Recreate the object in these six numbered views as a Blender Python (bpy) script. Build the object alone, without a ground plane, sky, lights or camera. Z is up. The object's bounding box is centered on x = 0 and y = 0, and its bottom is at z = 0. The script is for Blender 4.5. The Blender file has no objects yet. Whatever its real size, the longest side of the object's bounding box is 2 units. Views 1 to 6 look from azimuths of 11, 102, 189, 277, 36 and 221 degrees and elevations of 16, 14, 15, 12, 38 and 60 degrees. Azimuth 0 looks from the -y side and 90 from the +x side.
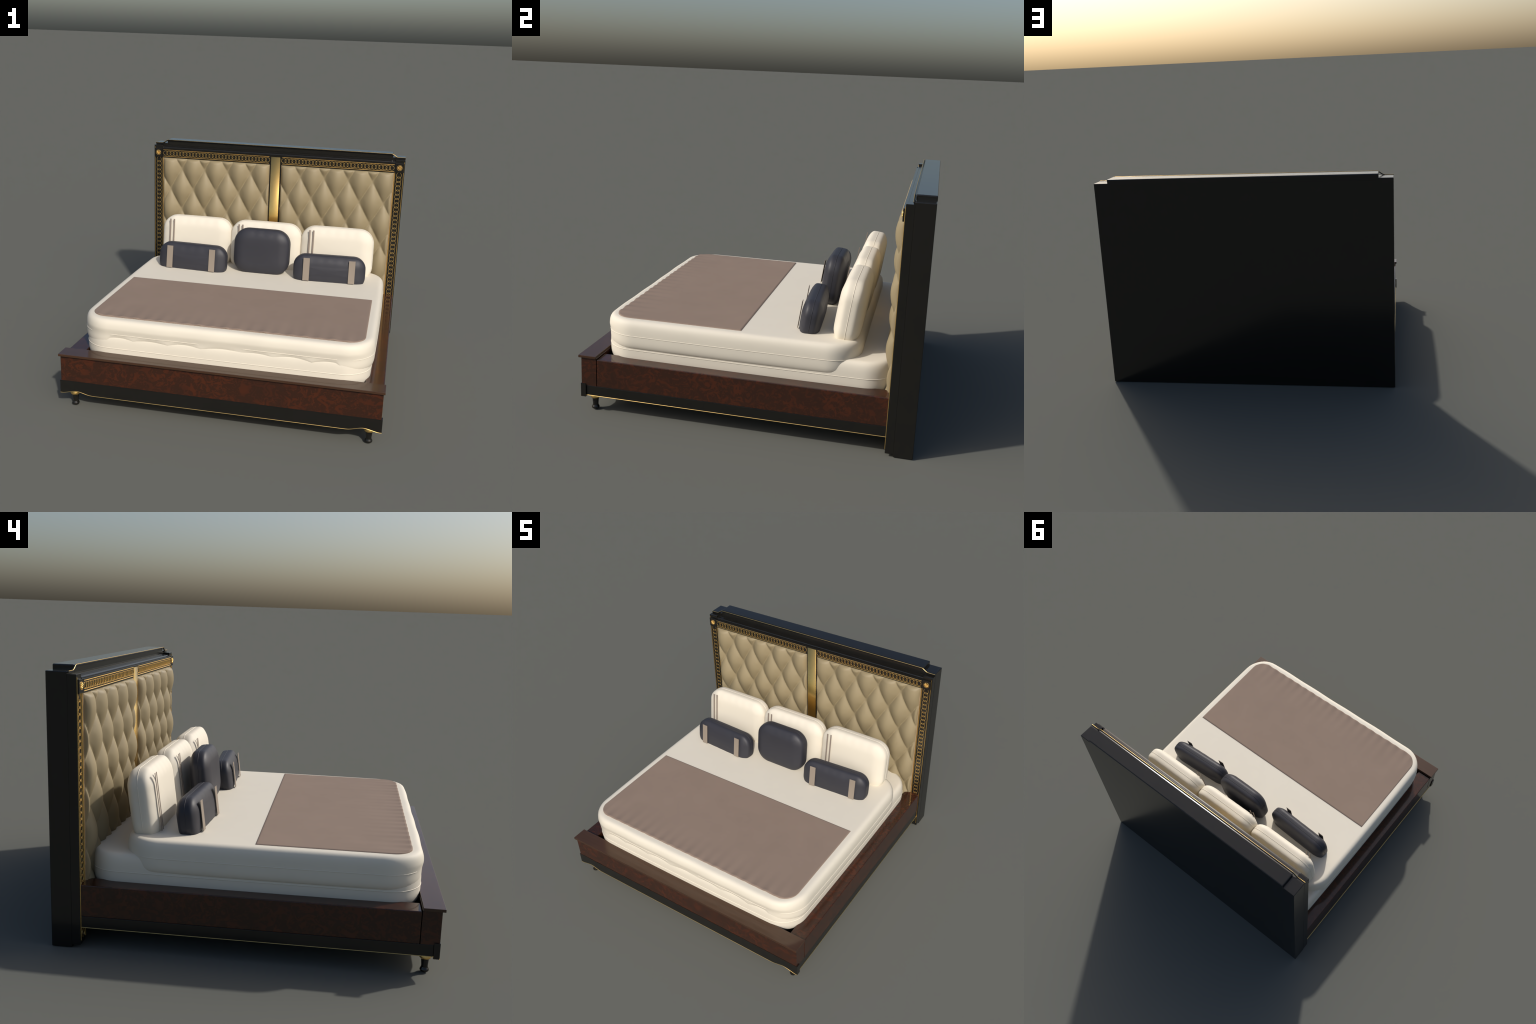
import bpy, bmesh, math, random
import numpy as np
from mathutils import Vector, Matrix

random.seed(7)
COL = bpy.context.scene.collection

# ------------------------------------------------------------------ materials
def new_mat(name):
    m = bpy.data.materials.new(name)
    m.use_nodes = True
    nt = m.node_tree
    nt.nodes.clear()
    out = nt.nodes.new("ShaderNodeOutputMaterial")
    bsdf = nt.nodes.new("ShaderNodeBsdfPrincipled")
    nt.links.new(bsdf.outputs[0], out.inputs[0])
    return m, nt, bsdf

def coords(nt, scale=(1, 1, 1)):
    tc = nt.nodes.new("ShaderNodeTexCoord")
    mp = nt.nodes.new("ShaderNodeMapping")
    mp.inputs["Scale"].default_value = scale
    nt.links.new(tc.outputs["Object"], mp.inputs[0])
    return mp.outputs[0]

def noise(nt, vec, scale, detail=3, rough=0.5, distortion=0.0):
    n = nt.nodes.new("ShaderNodeTexNoise")
    n.inputs["Scale"].default_value = scale
    n.inputs["Detail"].default_value = detail
    n.inputs["Roughness"].default_value = rough
    n.inputs["Distortion"].default_value = distortion
    nt.links.new(vec, n.inputs["Vector"])
    return n.outputs[0]

def ramp(nt, fac, stops, interp="LINEAR"):
    r = nt.nodes.new("ShaderNodeValToRGB")
    r.color_ramp.interpolation = interp
    el = r.color_ramp.elements
    while len(el) < len(stops):
        el.new(0.5)
    for e, (p, c) in zip(el, stops):
        e.position = p
        e.color = (*c, 1)
    nt.links.new(fac, r.inputs[0])
    return r.outputs[0]

def mix(nt, fac, a, b, mode="MIX"):
    m = nt.nodes.new("ShaderNodeMix")
    m.data_type = "RGBA"
    m.blend_type = mode
    for sock, v in ((m.inputs[0], fac), (m.inputs[6], a), (m.inputs[7], b)):
        if hasattr(v, "links"):
            nt.links.new(v, sock)
        elif isinstance(v, (int, float)):
            sock.default_value = v
        else:
            sock.default_value = (*v, 1)
    return m.outputs[2]

def bump(nt, bsdf, height, strength, dist=0.002):
    b = nt.nodes.new("ShaderNodeBump")
    b.inputs["Strength"].default_value = strength
    b.inputs["Distance"].default_value = dist
    nt.links.new(height, b.inputs["Height"])
    nt.links.new(b.outputs[0], bsdf.inputs["Normal"])

def lacquer_material():
    m, nt, b = new_mat("black_lacquer")
    v = coords(nt)
    c = ramp(nt, noise(nt, v, 9, 4), [(0.3, (0.0090, 0.0085, 0.0072)), (0.7, (0.0105, 0.0098, 0.0083))])
    nt.links.new(c, b.inputs["Base Color"])
    b.inputs["Roughness"].default_value = 0.17
    return m

def burl_material():
    m, nt, b = new_mat("burl_veneer")
    v = coords(nt, (1, 1, 1.1))
    blot = noise(nt, v, 16, 6, 0.60, 1.8)
    fine = noise(nt, v, 55, 5, 0.6, 1.4)
    big = noise(nt, v, 5.5, 2, 0.5, 0.8)
    mask = ramp(nt, blot, [(0.505, (0, 0, 0)), (0.57, (1, 1, 1))])
    tone = mix(nt, mask, (0.034, 0.0131, 0.0074), (0.062, 0.0170, 0.0074))
    fmask = ramp(nt, fine, [(0.57, (0, 0, 0)), (0.63, (0.75, 0.75, 0.75))])
    tone = mix(nt, fmask, tone, (0.066, 0.0180, 0.0076))
    bmask = ramp(nt, big, [(0.45, (0.0, 0.0, 0.0)), (0.66, (0.6, 0.6, 0.6))])
    tone = mix(nt, bmask, tone, (0.031, 0.0130, 0.0076))
    nt.links.new(tone, b.inputs["Base Color"])
    b.inputs["Roughness"].default_value = 0.11
    return m

def cap_material():
    m, nt, b = new_mat("walnut_cap")
    v = coords(nt, (2.0, 22, 22))
    c = ramp(nt, noise(nt, v, 3, 4, 0.55, 0.4), [(0.3, (0.050, 0.0245, 0.0130)), (0.7, (0.058, 0.0290, 0.0160))])
    nt.links.new(c, b.inputs["Base Color"])
    b.inputs["Roughness"].default_value = 0.16
    return m

def fabric_material(name, col, rough=0.75, var=0.04, spec=0.3, sheen=0.0, grain=0.12):
    m, nt, b = new_mat(name)
    v = coords(nt)
    lo = tuple(x * (1 - var) for x in col)
    hi = tuple(min(1, x * (1 + var)) for x in col)
    c = ramp(nt, noise(nt, v, 6, 3), [(0.3, lo), (0.7, hi)])
    nt.links.new(c, b.inputs["Base Color"])
    b.inputs["Roughness"].default_value = rough
    b.inputs["Specular IOR Level"].default_value = spec
    b.inputs["Sheen Weight"].default_value = sheen
    bump(nt, b, noise(nt, v, 420, 2, 0.6), grain, 0.0006)
    return m

def gold_material(name="gold", rough=0.38, col=((0.86, 0.59, 0.21), (0.93, 0.64, 0.24))):
    m, nt, b = new_mat(name)
    v = coords(nt)
    c = ramp(nt, noise(nt, v, 60, 3), [(0.3, col[0]), (0.7, col[1])])
    nt.links.new(c, b.inputs["Base Color"])
    b.inputs["Metallic"].default_value = 1.0
    b.inputs["Roughness"].default_value = rough
    return m

M_BLACK = lacquer_material()
M_BURL = burl_material()
M_CAP = cap_material()
M_WHITE = fabric_material("cream_bedding", (0.712, 0.660, 0.553), 0.62, 0.012, 0.35)
M_THROW = fabric_material("taupe_throw", (0.258, 0.192, 0.151), 0.85, 0.03, 0.2)
M_NAVY = fabric_material("charcoal_navy_cloth", (0.0285, 0.029, 0.0375), 0.52, 0.04, 0.4)
M_STRAP = fabric_material("taupe_strap", (0.258, 0.217, 0.176), 0.8, 0.03, 0.25)
M_STRIPE = fabric_material("taupe_ribbon", (0.250, 0.205, 0.170), 0.8, 0.03, 0.25)
M_TUFT = fabric_material("beige_upholstery", (0.272, 0.222, 0.132), 0.55, 0.03, 0.35)
M_WELT = fabric_material("beige_welt", (0.40, 0.29, 0.18), 0.6, 0.03, 0.35)
M_GOLD = gold_material()
M_PLATE = gold_material("brushed_gold", 0.27, ((0.78, 0.52, 0.17), (0.82, 0.55, 0.18)))
M_LINING = fabric_material("dark_platform", (0.012, 0.010, 0.009), 0.8, 0.05, 0.2)

# ------------------------------------------------------------------ mesh helpers
def make_obj(name, verts, faces, mat, parent=None, smooth=True, angle=35):
    me = bpy.data.meshes.new(name)
    me.from_pydata([tuple(v) for v in verts], [], faces)
    bm = bmesh.new()
    bm.from_mesh(me)
    bmesh.ops.recalc_face_normals(bm, faces=bm.faces)
    bm.to_mesh(me)
    bm.free()
    return finish(name, me, mat, parent, smooth, angle)

def finish(name, me, mat, parent=None, smooth=True, angle=35):
    if mat is not None and not me.materials:
        me.materials.append(mat)
    if smooth:
        me.polygons.foreach_set("use_smooth", [True] * len(me.polygons))
        if angle is not None:
            me.set_sharp_from_angle(angle=math.radians(angle))
    ob = bpy.data.objects.new(name, me)
    COL.objects.link(ob)
    if parent is not None:
        ob.parent = parent
    return ob

def add_box(bm, lo, hi, bevel=0.0, seg=2):
    lo, hi = Vector(lo), Vector(hi)
    r = bmesh.ops.create_cube(bm, size=1.0)
    vs = r["verts"]
    for v in vs:
        v.co = Vector([lo[i] + (v.co[i] + 0.5) * (hi[i] - lo[i]) for i in range(3)])
    if bevel > 0:
        es = list({e for v in vs for e in v.link_edges})
        bmesh.ops.bevel(bm, geom=es, offset=bevel, segments=seg, affect="EDGES", profile=0.5)

def boxes(name, specs, mat, parent=None):
    bm = bmesh.new()
    for s in specs:
        add_box(bm, *s)
    me = bpy.data.meshes.new(name)
    bm.to_mesh(me)
    bm.free()
    return finish(name, me, mat, parent, False)

def tube(path, radius, nseg=8, closed=False, flat=(1.0, 1.0)):
    """verts/faces of a round strip swept along a path of 3D points"""
    P = [Vector(p) for p in path]
    n = len(P)
    vs, fs = [], []
    up = Vector((0, 0, 1))
    for i in range(n):
        a = P[i - 1] if (closed or i > 0) else P[i]
        b = P[(i + 1) % n] if (closed or i < n - 1) else P[i]
        t = (b - a).normalized()
        ref = up if abs(t.dot(up)) < 0.95 else Vector((0, 1, 0))
        s = t.cross(ref).normalized()
        u = s.cross(t)
        for k in range(nseg):
            q = 2 * math.pi * k / nseg
            vs.append(P[i] + s * math.cos(q) * radius * flat[0] + u * math.sin(q) * radius * flat[1])
    m = n if closed else n - 1
    for i in range(m):
        j = (i + 1) % n
        for k in range(nseg):
            l = (k + 1) % nseg
            fs.append((i * nseg + k, i * nseg + l, j * nseg + l, j * nseg + k))
    if not closed:
        fs.append(tuple(range(nseg))[::-1])
        fs.append(tuple((n - 1) * nseg + k for k in range(nseg)))
    return vs, fs

def merge(parts):
    V, F = [], []
    for v, f in parts:
        o = len(V)
        V += list(v)
        F += [tuple(i + o for i in q) for q in f]
    return V, F

def lathe(profile, cx, cy, n=32):
    V, F = [], []
    for r, z in profile:
        for k in range(n):
            a = 2 * math.pi * k / n
            V.append((cx + r * math.cos(a), cy + r * math.sin(a), z))
    for i in range(len(profile) - 1):
        for k in range(n):
            l = (k + 1) % n
            F.append((i * n + k, i * n + l, (i + 1) * n + l, (i + 1) * n + k))
    F.append(tuple(range(n)))
    F.append(tuple((len(profile) - 1) * n + k for k in range(n)))
    return V, F

def extrude_xz(outline, y0, y1):
    """closed outline of (x, z) points -> prism between y0 and y1"""
    n = len(outline)
    V = [(x, y0, z) for x, z in outline] + [(x, y1, z) for x, z in outline]
    F = [tuple(range(n)), tuple(range(2 * n - 1, n - 1, -1))]
    for i in range(n):
        j = (i + 1) % n
        F.append((i, j, n + j, n + i))
    return V, F

def rounded_outline(ax, bx, r, ncorner=10, nside_x=40, nside_y=40):
    """points of a rounded rectangle; ax=(xmin,xmax), bx=(ymin,ymax)"""
    x0, x1 = ax
    y0, y1 = bx
    r = max(min(r, (x1 - x0) / 2 - 1e-4, (y1 - y0) / 2 - 1e-4), 1e-3)
    pts = []
    cs = [((x1 - r, y0 + r), -90), ((x1 - r, y1 - r), 0), ((x0 + r, y1 - r), 90), ((x0 + r, y0 + r), 180)]
    for ci, ((cx, cy), a0) in enumerate(cs):
        for k in range(ncorner + 1):
            a = math.radians(a0 + 90 * k / ncorner)
            pts.append((cx + r * math.cos(a), cy + r * math.sin(a)))
        nx = cs[(ci + 1) % 4]
        a = math.radians(nx[1])
        e = (nx[0][0] + r * math.cos(a), nx[0][1] + r * math.sin(a))
        s = pts[-1]
        m = nside_y if ci % 2 == 0 else nside_x
        for k in range(1, m):
            t = k / m
            pts.append((s[0] + (e[0] - s[0]) * t, s[1] + (e[1] - s[1]) * t))
    return pts

def super_profile(half_t, edge, power, n):
    """rim to face: list of (inset, half thickness) along a super-ellipse quarter"""
    out = []
    for i in range(n + 1):
        th = (math.pi / 2) * i / n
        out.append((edge * (1 - max(0.0, math.cos(th)) ** (2 / power)), half_t * math.sin(th) ** (2 / power)))
    return out

def cushion_mesh(ax, bx, r, profile, dome=0.0, deform=None,
                 ncorner=10, nside_x=40, nside_y=40, ninner=14):
    """Soft slab with a rounded-rectangle plan.  profile = (inset, half thickness)
    from the rim to the flat face; mirrored below.  deform(x,y,z)->(x,y,z)"""
    rings = []
    for d, z in profile:
        rings.append((rounded_outline((ax[0] + d, ax[1] - d), (bx[0] + d, bx[1] - d),
                                      max(r - d, 0.02), ncorner, nside_x, nside_y), z))
    half_t = profile[-1][1]
    base = rings[-1][0]
    cx, cy = (ax[0] + ax[1]) / 2, (bx[0] + bx[1]) / 2
    for k in range(1, ninner):
        t = 1 - k / ninner
        z = half_t + dome * (1 - t * t)
        rings.append(([(cx + (x - cx) * t, cy + (y - cy) * t) for x, y in base], z))
    n = len(base)
    V, F = [], []
    for pts, z in rings:
        V += [(x, y, z) for x, y in pts]
    for i in range(len(rings) - 1):
        for k in range(n):
            l = (k + 1) % n
            F.append((i * n + k, i * n + l, (i + 1) * n + l, (i + 1) * n + k))
    ctop = len(V)
    V.append((cx, cy, half_t + dome))
    o = (len(rings) - 1) * n
    for k in range(n):
        F.append((o + k, o + (k + 1) % n, ctop))
    start = len(V)
    for pts, z in rings[1:]:
        V += [(x, y, -z) for x, y in pts]
    def bi(i, k):
        return k if i == 0 else start + (i - 1) * n + k
    for i in range(len(rings) - 1):
        for k in range(n):
            l = (k + 1) % n
            F.append((bi(i, l), bi(i, k), bi(i + 1, k), bi(i + 1, l)))
    cb = len(V)
    V.append((cx, cy, -half_t - dome))
    for k in range(n):
        F.append((bi(len(rings) - 1, (k + 1) % n), bi(len(rings) - 1, k), cb))
    if deform:
        V = [deform(*v) for v in V]
    return V, F, V[:n]

def smooth01(t):
    t = max(0.0, min(1.0, t))
    return t * t * (3 - 2 * t)

# ------------------------------------------------------------------ the bed
bed = bpy.data.objects.new("bed", None)
COL.objects.link(bed)
bed["label"] = "black lacquer and burl wood double bed with tufted beige headboard"
bed["category"] = "bed"

# ---------------- headboard
YB = 0.998
slab = boxes("headboard", [((-0.9970, 0.8885, 0.0), (0.9970, YB, 1.4345), 0.0035)], M_BLACK, bed)
HB = slab
boxes("top_rail", [((-0.9020, 0.8875, 1.4150), (0.9020, YB + 0.0012, 1.4612), 0.006, 3),
                   ((-0.9960, 0.8800, 1.4240), (-0.9300, 0.8890, 1.4345), 0.001),
                   ((0.9300, 0.8800, 1.4240), (0.9960, 0.8890, 1.4345), 0.001)], M_BLACK, HB)
for s in (-1, 1):
    a, b = sorted((s * 0.9240, s * 0.9965))
    boxes("post", [((a, 0.8425, 0.0165), (b, 0.8890, 1.4215), 0.0015)], M_BLACK, HB)
    a, b = sorted((s * 0.9255, s * 0.9905))
    boxes("corner_block", [((a, 0.8300, 1.3270), (b, 0.8440, 1.3968), 0.0015)], M_BLACK, HB)
# backing board behind panels, and cornice steps under the top rail
boxes("backing_board", [((-0.9245, 0.8640, 0.2300), (0.9245, 0.8890, 1.3900), 0.001)], M_BLACK, HB)
prof = [(0.8890, 1.3850), (0.8330, 1.3850), (0.8330, 1.3900), (0.8285, 1.3905), (0.8285, 1.3930), (0.8390, 1.3950), (0.8390, 1.4000),
        (0.8470, 1.4010), (0.8500, 1.4065), (0.8600, 1.4070), (0.8680, 1.4100), (0.8890, 1.4120)]
V = [(-0.9245, y, z) for y, z in prof] + [(0.9245, y, z) for y, z in prof]
n = len(prof)
F = [tuple(range(n)), tuple(range(2 * n - 1, n - 1, -1))] + [(i, (i + 1) % n, n + (i + 1) % n, n + i) for i in range(n)]
make_obj("cornice", V, F, M_BLACK, HB, True, 25)
for s in (-1, 1):
    a, b = sorted((s * 0.0420, s * 0.9250))
    boxes("frieze", [((a, 0.8318, 1.3250), (b, 0.8650, 1.3880), 0.0012)], M_BLACK, HB)
boxes("center_stile", [((-0.0460, 0.8350, 0.2300), (0.0460, 0.8650, 1.3920), 0.001)], M_BLACK, HB)

# gold centre plate; its shading normals lean from up (top) to down (bottom)
def centre_plate():
    z0, z1, nz = 0.30, 1.3848, 40
    hw, yf, yb = 0.0356, 0.8288, 0.8360
    V, F = [], []
    for i in range(nz + 1):
        z = z0 + (z1 - z0) * i / nz
        V += [(-hw, yb, z), (-hw, yf, z), (hw, yf, z), (hw, yb, z)]
    for i in range(nz):
        a = i * 4
        for k in range(3):
            F.append((a + k, a + k + 1, a + k + 5, a + k + 4))
    F.append((0, 3, 2, 1))
    F.append((nz * 4, nz * 4 + 1, nz * 4 + 2, nz * 4 + 3))
    ob = make_obj("center_plate", V, F, M_PLATE, HB, True, None)
    me = ob.data
    nor = []
    for v in me.vertices:
        t = 2 * (v.co.z - z0) / (z1 - z0) - 1
        nor.append(Vector((0.15 * (v.co.x / hw), -1.0, 1.0 * t)).normalized())
    me.normals_split_custom_set_from_vertices(nor)
    return ob
centre_plate()

# gold lines
def gold_strip(path, r=0.0021, parent=None, name="gold_trim", flat=(1, 1), nseg=6):
    v, f = tube(path, r, nseg, False, flat)
    return make_obj(name, v, f, M_GOLD, parent, True, 60)

for s in (-1, 1):
    for z in (1.3862, 1.3340):
        gold_strip([(s * 0.052, 0.8316, z), (s * 0.9190, 0.8316, z)], 0.0026, HB)
    for x, zt in ((0.9895, 1.4060), (0.9252, 1.3265), (0.9203, 1.3240)):
        gold_strip([(s * x, 0.8412, 0.040), (s * x, 0.8412, zt)], 0.0024 if x > 0.95 else 0.0020, HB)
top_path = []
for s in (-1, 1):
    seg = [(0.9965, 1.4385), (0.9650, 1.4385), (0.9420, 1.4390), (0.9310, 1.4415), (0.9190, 1.4490),
           (0.9080, 1.4565), (0.8990, 1.4618), (0.8900, 1.4635)]
    pts = [(s * x, 0.8785, z - 0.0022) for x, z in seg]
    top_path += pts if s < 0 else pts[::-1]
gold_strip(top_path, 0.0016, HB)
v, f = tube([(x, y + 0.0035, z - 0.0045) for x, y, z in top_path], 0.0040, 6)
make_obj("trim_ledge", v, f, M_BLACK, HB, True, 60)
# chains of overlapping rings
def ring_mesh(rx, rz, tube_r):
    V, F = [], []
    nu, nv = 24, 6
    for i in range(nu):
        a = 2 * math.pi * i / nu
        for k in range(nv):
            b = 2 * math.pi * k / nv
            rr = tube_r * math.cos(b)
            V.append(((rx + rr) * math.cos(a), tube_r * 1.1 * math.sin(b), (rz + rr) * math.sin(a)))
    for i in range(nu):
        for k in range(nv):
            j, l = (i + 1) % nu, (k + 1) % nv
            F.append((i * nv + k, i * nv + l, j * nv + l, j * nv + k))
    return V, F
v, f = ring_mesh(0.0184, 0.0172, 0.0018)
ring0 = make_obj("chain_ring", v, f, M_GOLD, HB, True, 60)
v, f = ring_mesh(0.0180, 0.0222, 0.0019)
ring1 = make_obj("chain_ring", v, f, M_GOLD, HB, True, 60)
spots = []
for s in (-1, 1):
    for i in range(32):
        spots.append((ring0, (s * (0.0650 + i * (0.8990 - 0.0650) / 31), 0.8312, 1.3600)))
    for i in range(38):
        spots.append((ring1, (s * 0.9570, 0.8418, 1.3050 - i * 0.0334)))
used = set()
for src, p in spots:
    o = src
    if src.name in used:
        o = src.copy()
        COL.objects.link(o)
        o.parent = HB
    used.add(src.name)
    o.location = p

# rosettes
def rosette(cx):
    parts = []
    cy, cz = 0.8300, 1.3630
    R = 0.0195
    v, f = ring_mesh(R, R, 0.0022)
    parts.append(([(x + cx, y + cy, z + cz) for x, y, z in v], f))
    def blob(px, pz, rx, rz, ry, rot):
        V, F = [], []
        nu, nv = 12, 7
        for i in range(nv + 1):
            th = math.pi * i / nv
            for k in range(nu):
                ph = 2 * math.pi * k / nu
                x = rx * math.sin(th) * math.cos(ph)
                z = rz * math.sin(th) * math.sin(ph)
                y = ry * math.cos(th)
                c, s = math.cos(rot), math.sin(rot)
                V.append((px + x * c - z * s, cy - 0.0005 - y, pz + x * s + z * c))
        for i in range(nv):
            for k in range(nu):
                l = (k + 1) % nu
                F.append((i * nu + k, i * nu + l, (i + 1) * nu + l, (i + 1) * nu + k))
        return V, F
    for k in range(8):
        a = 2 * math.pi * (k + 0.5) / 8
        parts.append(blob(cx + 0.0112 * math.cos(a), cz + 0.0112 * math.sin(a), 0.0066, 0.0034, 0.0056, a))
    parts.append(blob(cx, cz, 0.0048, 0.0048, 0.0075, 0))
    V, F = merge(parts)
    return make_obj("rosette", V, F, M_GOLD, HB, True, 60)
for s in (-1, 1):
    rosette(s * 0.9582)

# tufted panels
def tufted_panel(x0, x1, z0, z1):
    cx = (x0 + x1) / 2
    PX, PZ, ZR = 0.1880, 0.3290, 1.2405
    nx, nz = 150, 170
    V, F = [], []
    def height(x, z):
        u, v = x - (cx + PX / 2), z - ZR
        a, b = u / PX + v / PZ, u / PX - v / PZ
        sa, sb = abs(math.sin(math.pi * a)), abs(math.sin(math.pi * b))
        pil = (sa * sb) ** 0.70
        # distance to nearest tuft (button) in diamond units
        da = (a - round(a))
        db = (b - round(b))
        dist = math.sqrt(((da + db) / 2 * PX) ** 2 + ((da - db) / 2 * PZ) ** 2)
        well = smooth01(dist / 0.060)
        h = -0.002 + 0.006 * well + 0.039 * pil
        e = min(x - x0, x1 - x, z1 - z)
        k = min(1.0, max(0.0, e) / 0.026)
        roll = math.sqrt(max(0.0, 1 - (1 - k) ** 2))
        return h * roll if h > 0 else h * min(1.0, k * 1.0)
    def grid(n, a, b):
        out = []
        for i in range(n + 1):
            t = i / n
            t = 0.82 * t + 0.18 * (0.5 - 0.5 * math.cos(math.pi * t))
            out.append(a + (b - a) * t)
        return out
    xs, zs = grid(nx, x0, x1), grid(nz, z0, z1)
    for z in zs:
        for x in xs:
            V.append((x, 0.8375 - height(x, z), z))
    w = nx + 1
    for j in range(nz):
        for i in range(nx):
            F.append((j * w + i, j * w + i + 1, (j + 1) * w + i + 1, (j + 1) * w + i))
    # back side
    loop = [i for i in range(w)] + [j * w + nx for j in range(1, nz + 1)] + \
           [nz * w + i for i in range(nx - 1, -1, -1)] + [j * w for j in range(nz - 1, 0, -1)]
    o = len(V)
    V += [(V[i][0], 0.8645, V[i][2]) for i in loop]
    n = len(loop)
    for k in range(n):
        l = (k + 1) % n
        F.append((loop[k], o + k, o + l, loop[l]))
    F.append(tuple(o + k for k in range(n)))
    return make_obj("tufted_panel", V, F, M_TUFT, HB, True, 75)

for s in (-1, 1):
    a, b = sorted((s * 0.0465, s * 0.9155))
    tufted_panel(a, b, 0.318, 1.3235)
    for x in (0.0475, 0.9160):
        v, f = tube([(s * x, 0.8385, 0.335), (s * x, 0.8385, 1.324)], 0.0022, 6)
        make_obj("welt", v, f, M_WELT, HB, True, 60)

# ---------------- side rails
for s in (-1, 1):
    a, b = sorted((s * 0.8770, s * 0.9900))
    rail = boxes("side_rail", [((a, -0.8835, 0.1735), (b, 0.8430, 0.3440), 0.004, 2)], M_BURL, bed)
    a, b = sorted((s * 0.8900, s * 0.9885))
    boxes("side_apron", [((a, -0.9530, 0.1125), (b, 0.8430, 0.1733), 0.0012)], M_BLACK, rail)
    gold_strip([(s * 0.9892, -0.9500, 0.1125), (s * 0.9892, 0.8425, 0.1125)], 0.0019, rail)

# ---------------- footboard
foot = boxes("footboard", [((-0.9900, -0.9825, 0.1738), (0.9900, -0.8868, 0.3500), 0.0015)], M_BURL, bed)
boxes("footboard_cap", [((-0.9988, -0.9976, 0.3502), (0.9988, -0.8890, 0.3656), 0.0016)], M_CAP, foot)
def apron_edge():
    half = [(0.9965, 0.1030), (0.9850, 0.1026), (0.9740, 0.1032), (0.9600, 0.1062), (0.9425, 0.1106), (0.9190, 0.1163),
            (0.9020, 0.1193), (0.8860, 0.1202), (0.8700, 0.1180), (0.8440, 0.1115), (0.8230, 0.1057),
            (0.8050, 0.1022), (0.7850, 0.1008), (0.7500, 0.1008), (0.5000, 0.1008)]
    return [(-x, z) for x, z in half] + [(x, z) for x, z in half[::-1]]
edge = apron_edge()
V, F = extrude_xz(edge + [(0.9965, 0.1862), (-0.9965, 0.1862)], -0.9845, -0.9535)
make_obj("footboard_apron", V, F, M_BLACK, foot, True, 25)
gold_strip([(x, -0.9850, z) for x, z in edge], 0.0018, foot)

# legs
for s in (-1, 1):
    cx, cy = s * 0.9240, -0.9240
    v, f = lathe([(0.004, 0.0), (0.012, 0.0005), (0.0180, 0.0030), (0.0222, 0.0075), (0.0234, 0.0120),
                  (0.0225, 0.0170), (0.0196, 0.0225), (0.0175, 0.0268), (0.0169, 0.0310), (0.0172, 0.0400),
                  (0.0184, 0.0550), (0.0198, 0.0700), (0.0205, 0.0800), (0.0205, 0.1600)], cx, cy)
    leg = make_obj("leg", v, f, M_BLACK, bed, True, 50)
    v, f = lathe([(0.0190, 0.0735), (0.0235, 0.0738), (0.0275, 0.0772), (0.0305, 0.0820), (0.0318, 0.0880),
                  (0.0300, 0.0910), (0.0300, 0.1160)], cx, cy)
    make_obj("leg_collar", v, f, M_GOLD, leg, True, 50)

# platform inside the frame
boxes("platform", [((-0.8780, -0.8860, 0.2200), (0.8780, 0.8440, 0.2500), 0.001)], M_LINING, bed)

# ---------------- bedding
def bulge(x, y, hx, y0, y1, amount):
    """sides and front swell a little between the corners"""
    ty = max(0.0, 1 - ((y - (y0 + y1) / 2) / ((y1 - y0) / 2)) ** 2)
    tx = max(0.0, 1 - (x / hx) ** 2)
    fx = smooth01((abs(x) - 0.6) / (hx - 0.6))
    x2 = x + math.copysign(amount * ty * fx, x)
    fy = smooth01((y0 + 0.25 - y) / 0.25)
    return x2, y - amount * tx * fy

def mattress_deform(x, y, z):
    x, y = bulge(x, y, 0.898, -0.885, 0.850, 0.008)
    y -= 0.0075 * smooth01((-0.76 - y) / 0.10) * smooth01((0.86 - abs(x)) / 0.16)
    return (x, y, z + 0.3980)
V, F, rim = cushion_mesh((-0.898, 0.898), (-0.885, 0.850), 0.165, super_profile(0.097, 0.052, 3.4, 12),
                         0.0, mattress_deform)
mattress = make_obj("mattress", V, F, M_WHITE, bed, True, 60)
v, f = tube(rim, 0.0021, 6, True)
make_obj("piping", v, f, M_WHITE, mattress, True, 80)

# the duvet's lower front tucks behind the mattress in a row of scallops
SCALLOP = (-0.745, -0.551, -0.327, -0.120, 0.125, 0.325, 0.556, 0.745)
def scallop_height(x):
    if x <= SCALLOP[0] or x >= SCALLOP[-1]:
        return 0.395
    for a, b in zip(SCALLOP, SCALLOP[1:]):
        if a <= x <= b:
            t = (x - a) / (b - a)
            e = smooth01((0.745 - abs(x)) / 0.05)
            return 0.395 + 0.050 * e + 0.026 * math.sin(math.pi * t) ** 0.8
    return 0.395

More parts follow.
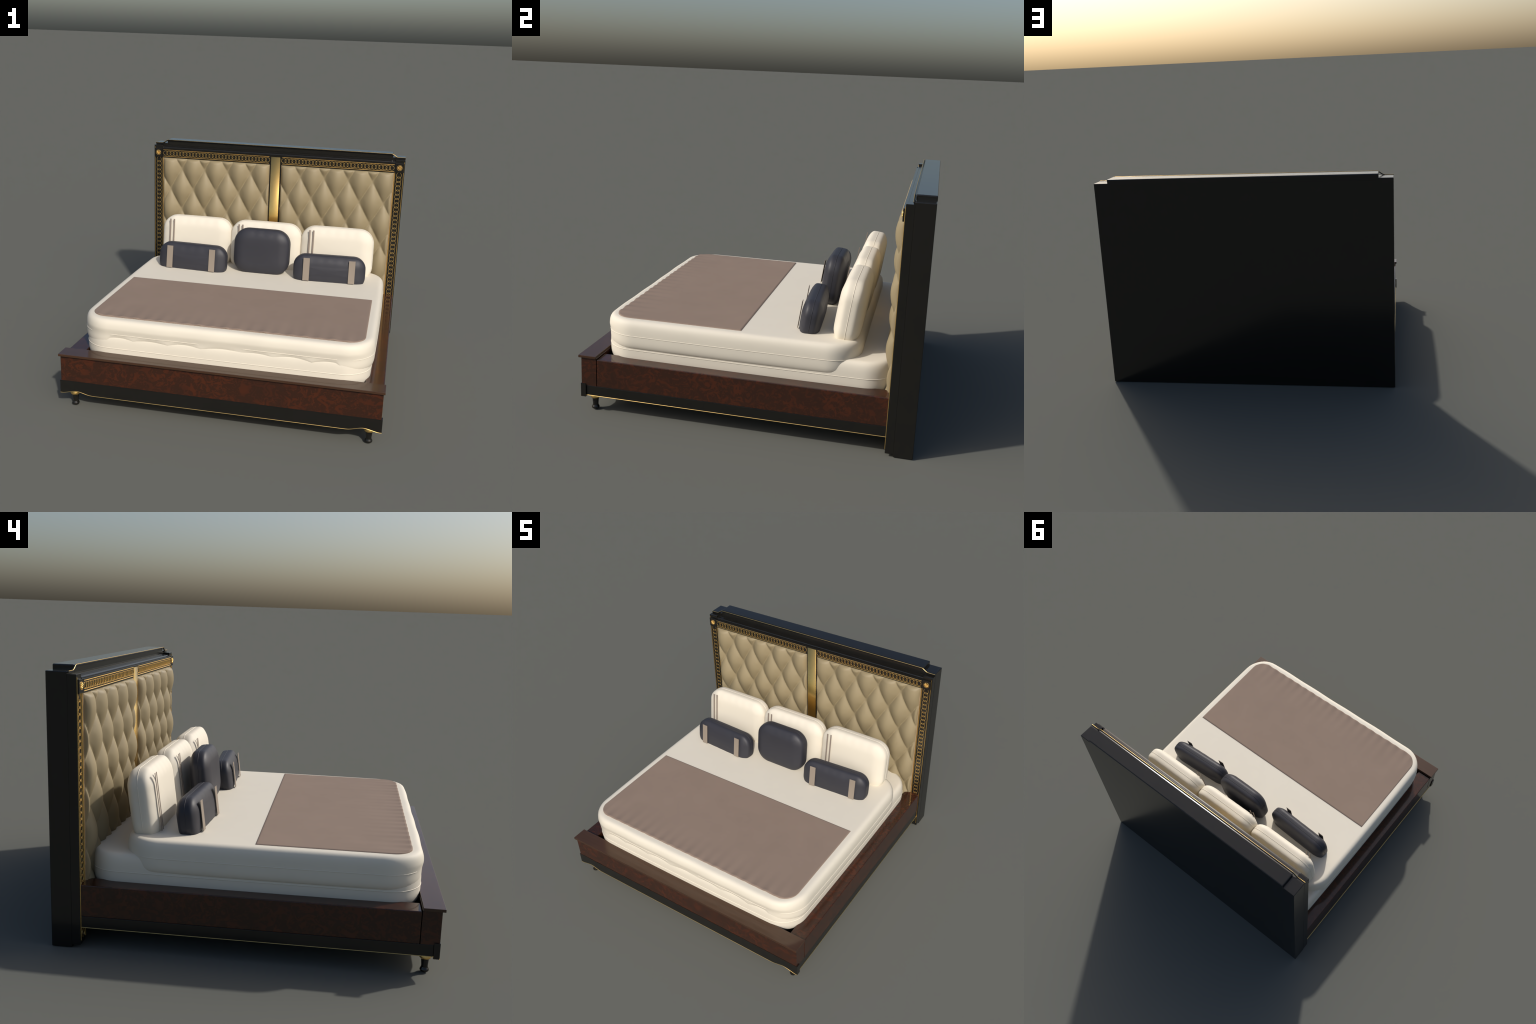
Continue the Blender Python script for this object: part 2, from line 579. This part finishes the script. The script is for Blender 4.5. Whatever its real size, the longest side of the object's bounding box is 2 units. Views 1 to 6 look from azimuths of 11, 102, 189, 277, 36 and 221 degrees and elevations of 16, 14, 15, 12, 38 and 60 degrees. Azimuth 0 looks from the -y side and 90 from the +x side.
def duvet_deform(x, y, z):
    x, y = bulge(x, y, 0.912, -0.8885, 0.658, 0.009)
    zw = z + 0.4895
    f = smooth01((-0.80 - y) / 0.05)
    tuck = smooth01((scallop_height(x) + 0.015 - zw) / 0.032)
    y -= 0.008 * smooth01((-0.76 - y) / 0.10) * smooth01((z + 0.01) / 0.05)
    return (x, y + f * (0.0085 * tuck + 0.0020 * math.sin(5.2 * x + 1.2) + 0.0012 * math.sin(19 * x)), zw)
V, F, rim = cushion_mesh((-0.912, 0.912), (-0.8885, 0.658), 0.185, super_profile(0.0925, 0.056, 3.4, 30),
                         0.0, duvet_deform, nside_x=170, nside_y=60)
duvet = make_obj("duvet", V, F, M_WHITE, bed, True, 60)
sunk = []
for p in rim:
    x, y, z = p
    hid = 0.0
    if y < -0.80:
        for a, b in ((-0.83, -0.69), (-0.14, 0.145), (0.695, 0.80)):
            hid = max(hid, smooth01((x - a) / 0.03) * smooth01((b - x) / 0.03))
    sunk.append((x, y + 0.006 * hid, z))
v, f = tube(sunk, 0.0019, 6, True)
make_obj("piping", v, f, M_WHITE, duvet, True, 80)

# throw blanket: thin cloth with pleats running back from its front edge
def throw_blanket():
    X, y0, y1, r, thick = 0.856, -0.838, -0.040, 0.105, 0.0062
    ztop = 0.5806
    nu, nv = 260, 70
    def front(x):
        c = abs(x) - (X - r)
        return y0 if c <= 0 else y0 + r - math.sqrt(max(0.0, r * r - c * c))
    def pleat(x, y):
        f = math.exp(-max(0.0, y - y0) / 0.12) * smooth01((0.85 - abs(x)) / 0.06)
        w = 0.5 + 0.5 * math.sin(2 * math.pi * x / 0.083 + 0.9 * math.sin(3.1 * x) + 0.5)
        g = math.exp(-max(0.0, y - y0) / 0.022) * smooth01((0.85 - abs(x)) / 0.06)
        return f * (0.0030 * w + 0.0010 * (1 + math.sin(2 * math.pi * x / 0.21))) + g * 0.0028 * w
    us = []
    for i in range(nu + 1):
        t = 2 * i / nu - 1
        us.append(0.55 * t + 0.45 * math.sin(math.pi / 2 * t))
    vs = []
    for j in range(nv + 1):
        t = j / nv
        vs.append(0.45 * t + 0.55 * (0.5 - 0.5 * math.cos(math.pi * t)))
    V, F = [], []
    for lay in (0, 1):
        for t in vs:
            for u in us:
                x = X * u
                yf = front(x)
                y = yf + (y1 - yf) * t
                e = min(y - yf, y1 - y, X - abs(x))
                lift = 0.0 if lay else thick * (1 - (1 - min(1.0, e / 0.006)) ** 2 * 0.55)
                V.append((x, y, ztop + pleat(x, y) + (lift if not lay else -0.002)))
    w = nu + 1
    o = len(V) // 2
    for j in range(nv):
        for i in range(nu):
            q = (j * w + i, j * w + i + 1, (j + 1) * w + i + 1, (j + 1) * w + i)
            F.append(q)
            F.append(tuple(o + k for k in q[::-1]))
    loop = [i for i in range(w)] + [j * w + nu for j in range(1, nv + 1)] + \
           [nv * w + i for i in range(nu - 1, -1, -1)] + [j * w for j in range(nv - 1, 0, -1)]
    for k in range(len(loop)):
        p, q = loop[k], loop[(k + 1) % len(loop)]
        F.append((p, o + p, o + q, q))
    return make_obj("throw_blanket", V, F, M_THROW, bed, True, 50)
throw_blanket()

# ---------------- pillows and cushions (top-level things resting on the bed)
def cushion(name, w, h, t, r, edge, mat, loc, tilt, yaw, seed, dome=0.003, ripple_amp=0.0013, bow=0.009):
    """front face looks toward -y.  Built upright: x width, z height, y depth.
    loc = point under the cushion's lower middle"""
    rng = random.Random(seed)
    ph = [rng.uniform(0, 6.28) for _ in range(6)]
    def deform(x, y, z):
        # (x, y)=outline plane, z=thickness -> world-like local axes
        side = z / (t / 2)
        d = min(x + w / 2, w / 2 - x, y, h - y)
        ed = smooth01(d / 0.02) * smooth01((0.085 - d) / 0.06)
        rip = ripple_amp * math.sin(2 * math.pi * x / 0.072 + ph[0]) + 0.5 * ripple_amp * math.sin(2 * math.pi * y / 0.09 + ph[1])
        lump = 0.0025 * math.sin(9 * x + ph[2]) * math.sin(11 * y + ph[3])
        zz = z + side * (rip * ed + lump * smooth01(d / 0.05))
        # outline swells between the corners
        u, v = 2 * x / w, 2 * y / h - 1
        return (x * (1 - bow * v * v), -zz, h / 2 + (y - h / 2) * (1 - bow * 1.3 * u * u))
    # flat rim band, soft shoulder, then a face that keeps swelling slowly
    q = t / 2
    prof = [(0, 0), (0, 0.20 * q), (0.0005, 0.34 * q), (0.003, 0.47 * q), (0.008, 0.57 * q), (0.016, 0.66 * q),
            (0.028, 0.755 * q), (0.042, 0.84 * q), (0.058, 0.91 * q), (0.074, 0.96 * q), (0.090, 0.99 * q), (0.104, q)]
    k = edge / 0.104
    prof = [(a * k, b) for a, b in prof]
    V, F, rim = cushion_mesh((-w / 2, w / 2), (0, h), r, prof, dome, deform, nside_x=36, nside_y=26)
    ob = make_obj(name, V, F, mat, None, True, 70)
    v, f = tube(rim, 0.0017, 6, True)
    make_obj("piping", v, f, mat, ob, True, 80)
    ob.location = loc
    ob.rotation_euler = (math.radians(-tilt), 0, math.radians(yaw))
    return ob

def bands(parent, name, xs, width, z0, z1, yoff, thick, mat):
    for x in xs:
        boxes(name, [((x - width / 2, yoff - thick / 2, z0), (x + width / 2, yoff + thick / 2, z1), 0.0006, 1)], mat, parent)

for i, (x, y) in enumerate(((-0.548, 0.549), (-0.003, 0.547), (0.543, 0.547))):
    p = cushion("pillow", 0.549, 0.393, 0.154, 0.105, 0.095, M_WHITE, (x, y, 0.530), 7.4, 0, 20 + i)
    p["label"] = "cream rectangular pillow with two taupe ribbon stripes"
    p["category"] = "pillow"
    bands(p, "ribbon_stripe", (-0.2045, -0.1755), 0.0115, 0.050, 0.364, -0.0835, 0.0022, M_STRIPE)
for i, (x, y, yaw) in enumerate(((-0.5150, 0.313, -3.1), (0.5175, 0.318, 3.1))):
    c = cushion("cushion", 0.525, 0.239, 0.128, 0.085, 0.085, M_NAVY, (x, y, 0.530), 7.5, yaw, 40 + i, ripple_amp=0.0006)
    c["label"] = "dark navy bolster cushion with two taupe straps"
    c["category"] = "cushion"
    bands(c, "strap", (-0.165, 0.165), 0.0463, 0.0490, 0.2150, -0.0720, 0.0030, M_STRAP)
c = cushion("cushion", 0.421, 0.339, 0.132, 0.105, 0.085, M_NAVY, (0.001, 0.366, 0.572), 6.4, 0, 50, ripple_amp=0.0006)
c["label"] = "plain dark navy rounded square cushion"
c["category"] = "cushion"
